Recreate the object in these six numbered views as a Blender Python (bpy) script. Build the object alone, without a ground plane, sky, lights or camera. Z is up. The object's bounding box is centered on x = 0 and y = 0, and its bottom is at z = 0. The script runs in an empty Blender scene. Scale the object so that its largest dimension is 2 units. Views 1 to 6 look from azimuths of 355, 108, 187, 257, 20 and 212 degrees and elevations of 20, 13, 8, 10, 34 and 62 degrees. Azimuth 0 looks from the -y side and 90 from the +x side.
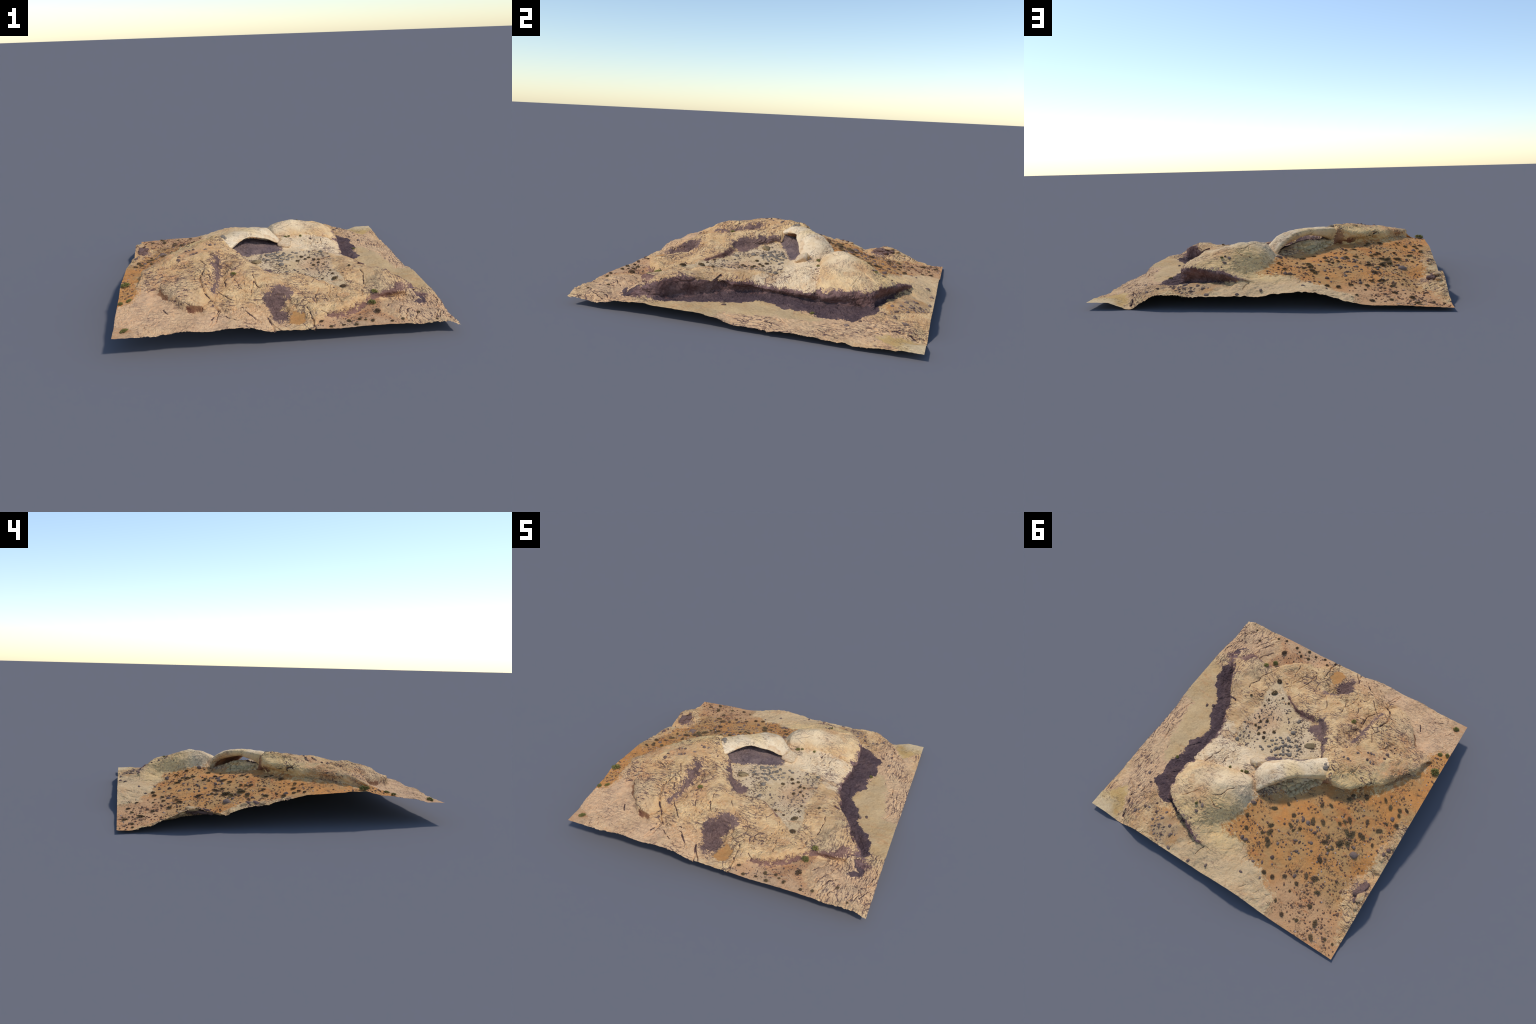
# Desert sandstone outcrop with a natural arch: a survey-like terrain sheet built from
# named ridge, lip and foot lines, split into rock and sand parts, plus an arch, boulders and shrubs.
import math
import numpy as np

RNG = np.random.RandomState(7)
GRID = 780                                   # cells along each side of the 2 m sheet


# ------------------------------------------------------------------ noise
def _hash(ix, iy, iz, seed):
    h = (ix * 374761393 + iy * 668265263 + iz * 2147483647 + seed * 1274126177) & 0xFFFFFFFF
    h = ((h ^ (h >> 13)) * 1274126177) & 0xFFFFFFFF
    h = ((h ^ (h >> 16)) * 2246822519) & 0xFFFFFFFF
    return ((h ^ (h >> 15)) & 0xFFFF) / 65535.0


def vnoise(x, y, z, seed=0):
    """smooth value noise in -1..1"""
    x, y, z = np.broadcast_arrays(np.asarray(x, float), np.asarray(y, float), np.asarray(z, float))
    fx, fy, fz = np.floor(x), np.floor(y), np.floor(z)
    ix, iy, iz = fx.astype(np.int64), fy.astype(np.int64), fz.astype(np.int64)
    tx, ty, tz = x - fx, y - fy, z - fz
    sx, sy, sz = (t * t * t * (t * (t * 6 - 15) + 10) for t in (tx, ty, tz))
    out = 0
    for dx in (0, 1):
        wx = sx if dx else 1 - sx
        for dy in (0, 1):
            wy = sy if dy else 1 - sy
            for dz in (0, 1):
                wz = sz if dz else 1 - sz
                out = out + wx * wy * wz * _hash(ix + dx, iy + dy, iz + dz, seed)
    return out * 2 - 1


def fbm(x, y, z, seed=0, octaves=4, gain=0.5):
    amp, total, f = 1.0, 0.0, 1.0
    for o in range(octaves):
        total = total + amp * vnoise(x * f, y * f, z * f, seed + o * 17)
        amp *= gain
        f *= 2.03
    return total


def ridged(x, y, z, seed=0, octaves=3):
    amp, total, f = 1.0, 0.0, 1.0
    for o in range(octaves):
        total = total + amp * (1 - np.abs(vnoise(x * f, y * f, z * f, seed + o * 31)) * 2)
        amp *= 0.5
        f *= 2.1
    return total


# ------------------------------------------------------------------ survey lines (metres)
# each entry: name, sideways shift of the line on the flat sheet (for overhangs), points (x, y, z)
LINES = []


def line(name, points, shift=(0, 0), spacing=0.04):
    LINES.append((name, points, shift, spacing))


def spots(name, points, shift=(0, 0)):
    LINES.append((name, points, shift, None))


# rim of the sheet
line("south rim", [(-1, -1, .125), (-.84, -1, .122), (-.73, -1, .125), (-.6, -1, .134), (-.49, -1, .128), (-.385, -1, .128), (-.29, -1, .132), (-.2, -1, .123), (-.11, -1, .102), (-.01, -1, .099), (.14, -1, .095), (.29, -1, .088), (.47, -1, .092), (.61, -1, .088), (.81, -1, .079), (.91, -1, .075), (1, -1, .057)])
line("east rim", [(1, -1, .057), (1, -.79, .043), (1, -.73, .061), (1, -.66, .071), (1, -.44, .074), (1, -.19, .072), (1, -.09, .058), (1, .03, .034), (1, .15, .039), (1, .22, .032), (1, .39, .042), (1, .55, .034), (1, .66, .025), (1, .76, .036), (1, .89, .04), (1, 1, .041)])
line("north rim", [(1, 1, .041), (.87, 1, .037), (.79, 1, .012), (.755, 1, .0), (.72, 1, .018), (.675, 1, .045), (.6, 1, .074), (.52, 1, .083), (.43, 1, .067), (.37, 1, .074), (.2, 1, .079), (.02, 1, .086), (-.1, 1, .093), (-.19, 1, .104), (-.295, 1, .093), (-.43, 1, .057), (-.515, 1, .036), (-.6, 1, .028), (-.73, 1, .031), (-.86, 1, .024), (-1, 1, .018)])
line("west rim", [(-1, 1, .018), (-1, .92, .017), (-1, .81, .033), (-1, .75, .065), (-1, .685, .092), (-1, .616, .116), (-1, .54, .125), (-1, .46, .114), (-1, .39, .088), (-1, .316, .115), (-1, .226, .139), (-1, .15, .137), (-1, .107, .15), (-1, 0, .175), (-1, -.1, .196), (-1, -.24, .202), (-1, -.38, .21), (-1, -.48, .209), (-1, -.58, .183), (-1, -.68, .169), (-1, -.8, .154), (-1, -.87, .132), (-1, -1, .125)])

# north-west sand slope and the low rocks along its rim
spots("sand slope", [(-.372, .339, .184), (-.886, .002, .179), (-.748, .11, .178), (-.288, .714, .101), (-.44, .6, .115), (-.555, .767, .067), (-.773, .558, .086), (-.783, .871, .04), (-.823, .952, .03), (-.391, .765, .077), (-.233, .573, .146), (-.092, .66, .139), (.02, .665, .143), (.018, .943, .096), (-.428, .184, .212), (-.48, .151, .211), (-.783, .344, .115), (-.021, .412, .198), (-.6, .3, .155), (-.62, .55, .105), (-.3, .86, .088), (-.12, .82, .115), (-.25, .43, .178), (-.6, .1, .210), (-.6, .04, .228), (-.52, .10, .222), (-.70, -.02, .222)])
spots("west bank", [(-.963, -.463, .21), (-.979, -.66, .177), (-.934, -.634, .182), (-.93, -.3, .212), (-.93, -.15, .203)])
line("north-west rock crest", [(-.995, .5, .124), (-.985, .542, .128), (-.98, .6, .119), (-.99, .66, .098)])
line("north-west rock foot", [(-.93, .4, .08), (-.89, .46, .068), (-.875, .55, .064), (-.885, .64, .056), (-.93, .76, .044)])
line("west low rock", [(-.96, .27, .141), (-.95, .22, .152), (-.95, .17, .149)])
line("west low rock foot", [(-.95, .35, .112), (-.89, .3, .125), (-.88, .2, .142), (-.89, .12, .156)])

# western block
line("west block crest", [(-.345, -.04, .352), (-.40, -.085, .354), (-.428, -.166, .348), (-.489, -.222, .347), (-.546, -.264, .341), (-.626, -.315, .33), (-.686, -.356, .315), (-.764, -.40, .300), (-.80, -.46, .28)])
spots("west block shoulder", [(-.43, -.05, .346), (-.50, -.07, .338), (-.57, -.14, .33), (-.66, -.23, .316), (-.74, -.34, .305), (-.79, -.43, .286), (-.765, -.52, .266)])
line("west block face", [(-.375, .042, .27), (-.425, .046, .275), (-.49, .038, .28), (-.535, .008, .282), (-.60, -.065, .275), (-.65, -.115, .268), (-.70, -.155, .266), (-.757, -.245, .266), (-.815, -.33, .262), (-.868, -.405, .252), (-.872, -.46, .24)], (.0, -.010))
line("west block brow", [(-.37, .045, .332), (-.411, .046, .332), (-.481, .030, .324), (-.53, .0, .319), (-.592, -.057, .314), (-.642, -.102, .306), (-.687, -.138, .304), (-.746, -.248, .300), (-.806, -.322, .291), (-.859, -.402, .284), (-.865, -.455, .266), (-.84, -.515, .25)], (.014, -.05))
line("west block north foot", [(-.32, .065, .238), (-.363, .02, .238), (-.424, .012, .236), (-.472, .002, .237), (-.511, -.014, .244), (-.597, -.062, .250), (-.635, -.10, .245), (-.703, -.122, .238), (-.762, -.18, .236), (-.80, -.26, .236), (-.855, -.345, .233), (-.885, -.395, .226), (-.89, -.46, .213), (-.875, -.535, .208)], (-.018, .064))
line("west block south-west lip", [(-.735, -.587, .252), (-.685, -.645, .25), (-.655, -.705, .238), (-.61, -.77, .226), (-.56, -.805, .218), (-.50, -.81, .212)], (.018, .014))
line("west block south-west foot", [(-.76, -.60, .202), (-.71, -.67, .190), (-.675, -.72, .178), (-.62, -.785, .170), (-.572, -.815, .168), (-.50, -.835, .174)], (-.012, -.012))
spots("west block top", [(-.665, -.443, .293), (-.587, -.398, .303), (-.535, -.287, .34), (-.418, -.154, .352), (-.55, -.65, .284), (-.5, -.72, .255), (-.62, -.56, .288), (-.7, -.52, .278), (-.52, -.52, .308), (-.38, -.2, .338), (-.59, -.70, .258)])
spots("west block toe", [(-.46, -.78, .205), (-.409, -.80, .195), (-.44, -.86, .165)])

# gully between the western block and the western ridge
line("gully floor", [(-.345, -.27, .300), (-.355, -.32, .285), (-.362, -.40, .248), (-.365, -.494, .222), (-.385, -.58, .223), (-.395, -.654, .22), (-.40, -.75, .192), (-.392, -.832, .166)])
line("gully west lip", [(-.385, -.26, .335), (-.41, -.34, .325), (-.425, -.42, .316), (-.43, -.5, .303), (-.435, -.57, .285), (-.45, -.66, .255), (-.455, -.74, .225)])
spots("gully east side", [(-.287, -.492, .256), (-.277, -.298, .302), (-.285, -.4, .282), (-.33, -.56, .24), (-.327, -.46, .264)])

# western ridge and its wall towards the hollow
line("west ridge crest", [(-.315, -.09, .335), (-.275, -.17, .303), (-.24, -.25, .298), (-.215, -.35, .290), (-.18, -.45, .276), (-.12, -.53, .262), (-.167, -.598, .243)])
line("west ridge lip", [(-.235, -.13, .272), (-.215, -.19, .266), (-.185, -.255, .266), (-.16, -.314, .262), (-.13, -.36, .263), (-.085, -.43, .25), (-.05, -.415, .23)], (-.012, -.008))
line("west ridge wall foot", [(-.245, -.105, .236), (-.205, -.165, .222), (-.165, -.215, .208), (-.125, -.28, .200), (-.085, -.335, .192), (-.05, -.36, .184)], (.022, .014))
line("hollow west edge", [(-.18, -.084, .218), (-.12, -.17, .205), (-.08, -.25, .195), (-.02, -.322, .185)])

# southern ridge and its lobe into the hollow
spots("south ridge back", [(-.027, -.546, .24), (-.271, -.603, .229), (-.164, -.64, .22), (-.02, -.5, .225), (.05, -.47, .214), (.12, -.48, .203), (.03, -.57, .215), (.1, -.58, .182), (.233, -.592, .162), (.191, -.74, .152), (.337, -.508, .153), (.505, -.569, .14), (.515, -.644, .125), (.3, -.66, .145), (.38, -.7, .14), (.33, -.77, .14), (.13, -.66, .154), (.43, -.62, .142), (.25, -.5, .172)])
line("lobe lip", [(-.01, -.40, .213), (.072, -.388, .205), (.142, -.402, .199), (.215, -.443, .186), (.28, -.49, .169)], (-.008, -.012))
line("lobe foot", [(-.01, -.358, .182), (.06, -.355, .176), (.13, -.372, .171), (.2, -.415, .168), (.275, -.465, .162)], (.01, .014))
line("south ridge lip", [(.24, -.85, .128), (.305, -.848, .132), (.36, -.81, .138), (.402, -.779, .141), (.453, -.737, .140), (.493, -.68, .13), (.51, -.66, .126)], (-.004, .014))
line("south ridge foot", [(.235, -.878, .104), (.3, -.864, .084), (.373, -.828, .075), (.44, -.775, .08), (.50, -.715, .092), (.54, -.675, .104)], (.008, -.016))
spots("south sand", [(.057, -.857, .097), (.535, -.851, .098), (.144, -.99, .095), (.144, -.93, .107), (.35, -.9, .085), (.47, -.87, .096), (.2, -.89, .114)])

# alcove in the southern ridge
line("alcove rim", [(-.095, -.87, .138), (-.115, -.80, .177), (-.121, -.748, .2), (-.105, -.70, .217), (-.06, -.66, .226), (-.015, -.645, .222), (.025, -.645, .20), (.05, -.665, .175)], (-.006, .008))
line("alcove wall foot", [(-.075, -.865, .115), (-.085, -.81, .112), (-.085, -.76, .112), (-.065, -.72, .112), (-.035, -.70, .114), (.0, -.692, .118), (.03, -.69, .13)], (.012, -.012))
spots("alcove floor", [(0, -.74, .106), (0, -.80, .101), (.001, -.85, .1), (-.03, -.9, .108), (.06, -.76, .128), (.1, -.72, .155)])
spots("south apron", [(-.089, -.965, .106), (-.13, -.9, .138), (-.3, -.9, .152), (-.25, -.75, .192), (-.19, -.68, .21), (-.33, -.79, .192), (-.315, -.68, .224), (-.16, -.82, .167), (-.4, -.92, .14), (-.2, -.93, .138)])
spots("south-west plain", [(-.713, -.795, .157), (-.936, -.93, .13), (-.85, -.75, .166), (-.55, -.9, .148), (-.75, -.92, .138)])

# south-east spur, its block and the ground round it
spots("spur back", [(.584, -.642, .145), (.558, -.503, .136), (.56, -.40, .18), (.56, -.34, .19), (.64, -.5, .186), (.64, -.4, .195), (.498, -.311, .195), (.467, -.157, .186), (.478, -.019, .174), (.52, -.43, .165), (.63, -.58, .165)])
line("spur south lip", [(.60, -.655, .137), (.64, -.664, .139), (.69, -.672, .142), (.735, -.676, .141), (.762, -.655, .142), (.785, -.605, .144)], (0, .016))
line("spur lip", [(.865, -.605, .122), (.84, -.56, .142), (.81, -.52, .156), (.775, -.47, .172), (.742, -.425, .186), (.70, -.326, .170), (.665, -.268, .156), (.624, -.221, .155), (.597, -.161, .158), (.57, -.058, .154), (.556, .009, .14), (.55, .061, .134)], (-.055, 0))
spots("spur shoulder", [(.69, -.43, .194), (.70, -.50, .184), (.72, -.56, .168), (.585, -.23, .184), (.52, -.14, .187), (.485, -.085, .18), (.47, .035, .164)])
line("spur south foot", [(.565, -.70, .104), (.62, -.688, .1), (.68, -.662, .096), (.735, -.648, .092), (.775, -.648, .098)], (.0, -.048))
line("cliff foot", [(.92, -.62, .074), (.895, -.575, .074), (.855, -.53, .068), (.80, -.475, .058), (.735, -.42, .056), (.69, -.35, .06), (.655, -.28, .07), (.60, -.18, .086), (.56, -.07, .092), (.55, .0, .094), (.54, .07, .093), (.53, .14, .093)], (.045, 0))
spots("block crest", [(.83, -.62, .128), (.832, -.66, .12), (.835, -.705, .104)])
line("block foot", [(.895, -.655, .072), (.88, -.705, .066), (.84, -.745, .076), (.79, -.738, .086)])
spots("east flat", [(.749, -.143, .063), (.654, -.004, .07), (.705, .372, .058), (.737, .605, .057), (.80, -.32, .068), (.87, -.40, .074), (.91, -.3, .074), (.9, -.1, .06), (.699, -.844, .106), (.791, -.863, .084), (.876, -.949, .072), (.938, -.873, .082), (.62, -.78, .112), (.72, -.765, .108), (.95, -.74, .068), (.85, .1, .066), (.85, .3, .058), (.88, .5, .047), (.69, .2, .064), (.701, .091, .063), (.96, -.56, .078), (.75, -.25, .064), (.929, .172, .062), (.781, .433, .05), (.8, .588, .053), (.83, -.02, .07), (.8, .2, .066)])

# eastern ledge, northern boulder dome
spots("ledge", [(.445, .102, .156), (.433, .229, .213), (.465, .2, .184), (.47, .28, .190), (.3, .2, .204), (.19, .199, .219), (.209, .094, .19), (.35, .1, .176), (.36, .2, .205)])
line("ledge lip", [(.553, .14, .131), (.556, .201, .130), (.561, .287, .130), (.562, .335, .137)], (-.045, 0))
line("ledge gap", [(.085, .262, .218), (.12, .262, .221), (.149, .266, .222), (.25, .292, .222), (.33, .313, .216), (.42, .325, .192), (.48, .342, .168)], (.0, -.018))
line("dome south lip", [(.085, .302, .256), (.122, .300, .268), (.19, .306, .258), (.249, .322, .25), (.311, .334, .247), (.384, .34, .234), (.459, .35, .205), (.51, .366, .18)], (.0, .022))
line("dome waist", [(.568, .405, .155), (.572, .441, .166), (.57, .5, .174), (.56, .56, .178), (.546, .614, .176)], (-.045, -.005))
line("dome waist north", [(.508, .675, .18), (.452, .721, .19), (.394, .752, .188), (.33, .765, .182), (.279, .794, .176), (.22, .82, .166), (.17, .84, .15), (.125, .85, .137)], (-.02, -.032))
line("cliff foot north", [(.53, .14, .093), (.535, .21, .09), (.525, .301, .088), (.535, .386, .086), (.548, .45, .086), (.545, .534, .085), (.53, .585, .083)], (.055, .01))
line("cliff foot north-east", [(.475, .665, .098), (.40, .705, .103), (.3, .755, .108), (.235, .80, .114), (.18, .83, .12)], (.03, .05))
line("dome crest", [(.062, .352, .276), (.08, .385, .294), (.115, .415, .302), (.16, .45, .302), (.23, .49, .295), (.3, .52, .276), (.37, .57, .252), (.41, .64, .226)])
line("dome nose foot", [(.045, .275, .214), (.028, .305, .205), (.018, .335, .202)], (-.008, -.008))
spots("dome flank", [(.369, .6, .244), (.205, .582, .254), (.29, .7, .208), (.2, .66, .205), (.25, .74, .188), (.2, .765, .162), (.346, .46, .27), (.27, .4, .276), (.2, .37, .282), (.45, .5, .236), (.48, .58, .215), (.36, .7, .208), (.43, .42, .25), (.14, .52, .264), (.5, .45, .212)])
line("dome west lip", [(.038, .43, .268), (.055, .49, .252), (.095, .545, .243), (.15, .59, .24), (.19, .6, .245)], (.012, 0))
line("dome west foot", [(.01, .355, .22), (-.018, .435, .201), (.01, .525, .187), (.045, .585, .17), (.098, .65, .152), (.155, .715, .146), (.14, .784, .14), (.115, .836, .13)], (-.012, .006))
spots("north-east", [(.491, .866, .1), (.673, .861, .07), (.69, .876, .064), (.615, .815, .08), (.736, .646, .066), (.65, .72, .072), (.79, .76, .064), (.9, .9, .04), (.3, .9, .1), (.2, .93, .092), (.88, .66, .045), (.45, .79, .108), (.36, .82, .112), (.54, .68, .092), (.40, .88, .099), (.56, .76, .082)])

line("hump crest", [(.70, .965, .042), (.735, .91, .053), (.775, .85, .058), (.815, .775, .059), (.84, .70, .052)])
line("hump foot", [(.775, .96, .01), (.80, .90, .024), (.84, .84, .034), (.88, .77, .042)])

# hollow floor and the rubble bank under the arch
spots("hollow floor", [(.374, -.444, .157), (.392, -.566, .15), (.373, -.308, .164), (.057, -.206, .19), (.344, .04, .167), (.2, 0, .183), (.25, -.15, .169), (.42, -.22, .172), (.087, -.331, .176), (.228, -.40, .168), (.1, -.1, .194), (-.03, -.15, .196), (.3, -.38, .162)])
line("bank south foot", [(-.237, -.10, .238), (-.176, -.07, .216), (-.072, -.02, .206), (.034, .031, .199), (.13, .075, .196)])
line("bank crest", [(-.31, .0, .275), (-.265, .07, .268), (-.22, .105, .272), (-.15, .155, .272), (-.1, .19, .262), (-.03, .225, .24), (.03, .235, .222), (.09, .225, .22)])
line("bank north foot", [(-.335, .08, .232), (-.27, .165, .213), (-.22, .232, .202), (-.1, .285, .2), (-.03, .35, .203)])


def control_points():
    par, val = [], []
    for name, pts, (sx, sy), spacing in LINES:
        if spacing is None:
            out = list(pts)
        else:
            out = [pts[0]]
            for a, b in zip(pts, pts[1:]):
                n = max(1, int(round(math.dist(a, b) / spacing)))
                out += [tuple(a[k] + (b[k] - a[k]) * i / n for k in range(3)) for i in range(1, n + 1)]
        for x, y, z in out:
            par.append((x + sx, y + sy))
            val.append((-sx, -sy, z))
    par, val = np.array(par), np.array(val)
    keep = []
    for i in range(len(par)):                 # drop points that nearly coincide
        if all((abs(par[i] - par[j]).max() > 0.009) for j in keep):
            keep.append(i)
    return par[keep], val[keep]


class Sheet:
    """multiquadric surface through the survey lines; gives dx, dy, z on the flat sheet"""
    def __init__(self, soft=0.011):
        self.p, v = control_points()
        self.c2 = soft * soft
        d2 = ((self.p[:, None] - self.p[None]) ** 2).sum(2)
        k = np.sqrt(d2 + self.c2)
        n = len(self.p)
        a = np.zeros((n + 3, n + 3))
        a[:n, :n] = k - 2e-4 * np.eye(n)
        lin = np.c_[np.ones(n), self.p]
        a[:n, n:], a[n:, :n] = lin, lin.T
        self.w = np.linalg.solve(a, np.r_[v, np.zeros((3, 3))])

    def __call__(self, q):
        q = np.asarray(q, float)
        out = np.empty((len(q), 3))
        for s in range(0, len(q), 40000):
            b = q[s:s + 40000]
            d2 = (b ** 2).sum(1)[:, None] + (self.p ** 2).sum(1)[None] - 2 * b @ self.p.T
            k = np.sqrt(np.maximum(d2, 0) + self.c2)
            out[s:s + 40000] = k @ self.w[:-3] + self.w[-3] + b @ self.w[-2:]
        return out


# ------------------------------------------------------------------ regions of the sheet (outlines, metres)
def sheet_path(*names):
    """where survey lines lie on the flat sheet"""
    out = []
    for want in names:
        name, pts, (sx, sy), _ = next(l for l in LINES if l[0] == want)
        out += [(p[0] + sx, p[1] + sy) for p in pts]
    return out


FOOT_PATH = sheet_path("cliff foot", "cliff foot north", "cliff foot north-east")[::-1]
BLOCK_FOOT = sheet_path("west block north foot")
LIP_PATH = sheet_path("spur lip", "ledge lip", "dome waist", "dome waist north")

REGIONS = {
    "sand_slope": [(-1.02, -.05), (-.95, .0), (-.93, .12), (-.92, .25), (-.93, .37), (-.87, .46), (-.845, .55), (-.875, .66), (-.93, .77), (-.97, .90), (-1.02, .90), (-1.02, 1.02), (-.5, 1.02), (-.475, .925), (-.48, .845), (-.39, .84), (-.30, .75), (-.2, .752), (-.145, .70), (-.087, .668), (.0, .685), (.06, .665), (.03, .59), (-.005, .52), (-.022, .44), (-.005, .36), (-.06, .315), (-.12, .275), (-.22, .225), (-.27, .16)] + BLOCK_FOOT + [(-.875, -.60), (-.93, -.66), (-1.02, -.69)],
    "hollow_floor": [(-.237, -.11), (-.176, -.075), (-.072, -.022), (.034, .03), (.12, .07), (.2, .085), (.33, .075), (.40, .05), (.43, -.05), (.42, -.15), (.385, -.27), (.425, -.40), (.44, -.53), (.425, -.59), (.40, -.58), (.335, -.52), (.275, -.47), (.2, -.42), (.13, -.378), (.06, -.36), (-.02, -.345), (-.085, -.30), (-.125, -.255), (-.165, -.19), (-.205, -.14)],
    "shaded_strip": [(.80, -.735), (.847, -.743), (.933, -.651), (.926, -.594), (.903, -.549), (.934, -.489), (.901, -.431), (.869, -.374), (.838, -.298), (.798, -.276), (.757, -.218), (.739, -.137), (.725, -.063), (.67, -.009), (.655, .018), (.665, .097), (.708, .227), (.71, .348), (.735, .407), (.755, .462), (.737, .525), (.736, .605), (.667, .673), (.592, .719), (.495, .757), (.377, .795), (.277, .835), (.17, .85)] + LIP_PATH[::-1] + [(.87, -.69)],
    "red_sand_pocket": [(.1, -.914), (.05, -.947), (-.006, -.92), (.008, -.848), (.031, -.79), (.065, -.79), (.11, -.854)],
    "south_sand": [(.146, -1.02), (.15, -.965), (.187, -.916), (.25, -.885), (.3, -.868), (.373, -.842), (.45, -.80), (.50, -.765), (.552, -.72), (.61, -.70), (.60, -.76), (.56, -.84), (.608, -.93), (.69, -.96), (.71, -1.02)],
    "corner_sand": [(-.88, -1.02), (-.875, -.945), (-.943, -.896), (-1.02, -.88), (-1.02, -1.02)],
    "east_sand": [(.905, -.46), (1.02, -.50), (1.02, -.28), (.99, -.12), (.90, -.08), (.893, .047), (.874, .125), (.855, .202), (.85, .261), (.81, .364), (.782, .431), (.755, .462), (.735, .407), (.71, .348), (.708, .227), (.656, .097), (.643, .018), (.67, -.009), (.725, -.063), (.739, -.137), (.757, -.218), (.798, -.276), (.838, -.298), (.869, -.374)],
    "corner_soil": [(.78, 1.02), (.80, .90), (.84, .80), (.875, .75), (.93, .82), (1.02, .90), (1.02, 1.02)],
    "pebble_patch": [(.589, .76), (.60, .80), (.55, .874), (.50, .95), (.445, .98), (.37, .975), (.31, .955), (.28, .88), (.318, .835), (.39, .805), (.50, .765)],
}


def outline_distance(q, poly):
    """signed distance to a closed outline, negative inside (only measured near it)"""
    poly = np.asarray(poly, float)
    full = np.full(len(q), 9.0)
    near = np.all((q > poly.min(0) - .07) & (q < poly.max(0) + .07), axis=1)
    q = q[near]
    inside = np.zeros(len(q), bool)
    best = np.full(len(q), 9.0)
    for a, b in zip(poly, np.roll(poly, -1, 0)):
        ab = b - a
        t = np.clip(((q - a) @ ab) / (ab @ ab), 0, 1)
        best = np.minimum(best, np.hypot(q[:, 0] - a[0] - t * ab[0], q[:, 1] - a[1] - t * ab[1]))
        cross = (a[1] > q[:, 1]) != (b[1] > q[:, 1])
        xs = a[0] + (q[:, 1] - a[1]) * ab[0] / (ab[1] if abs(ab[1]) > 1e-12 else 1e-12)
        inside ^= cross & (q[:, 0] < xs)
    full[near] = np.where(inside, -best, best)
    return full


def smooth(a, b, t):
    t = np.clip((t - a) / (b - a), 0, 1)
    return t * t * (3 - 2 * t)


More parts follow.
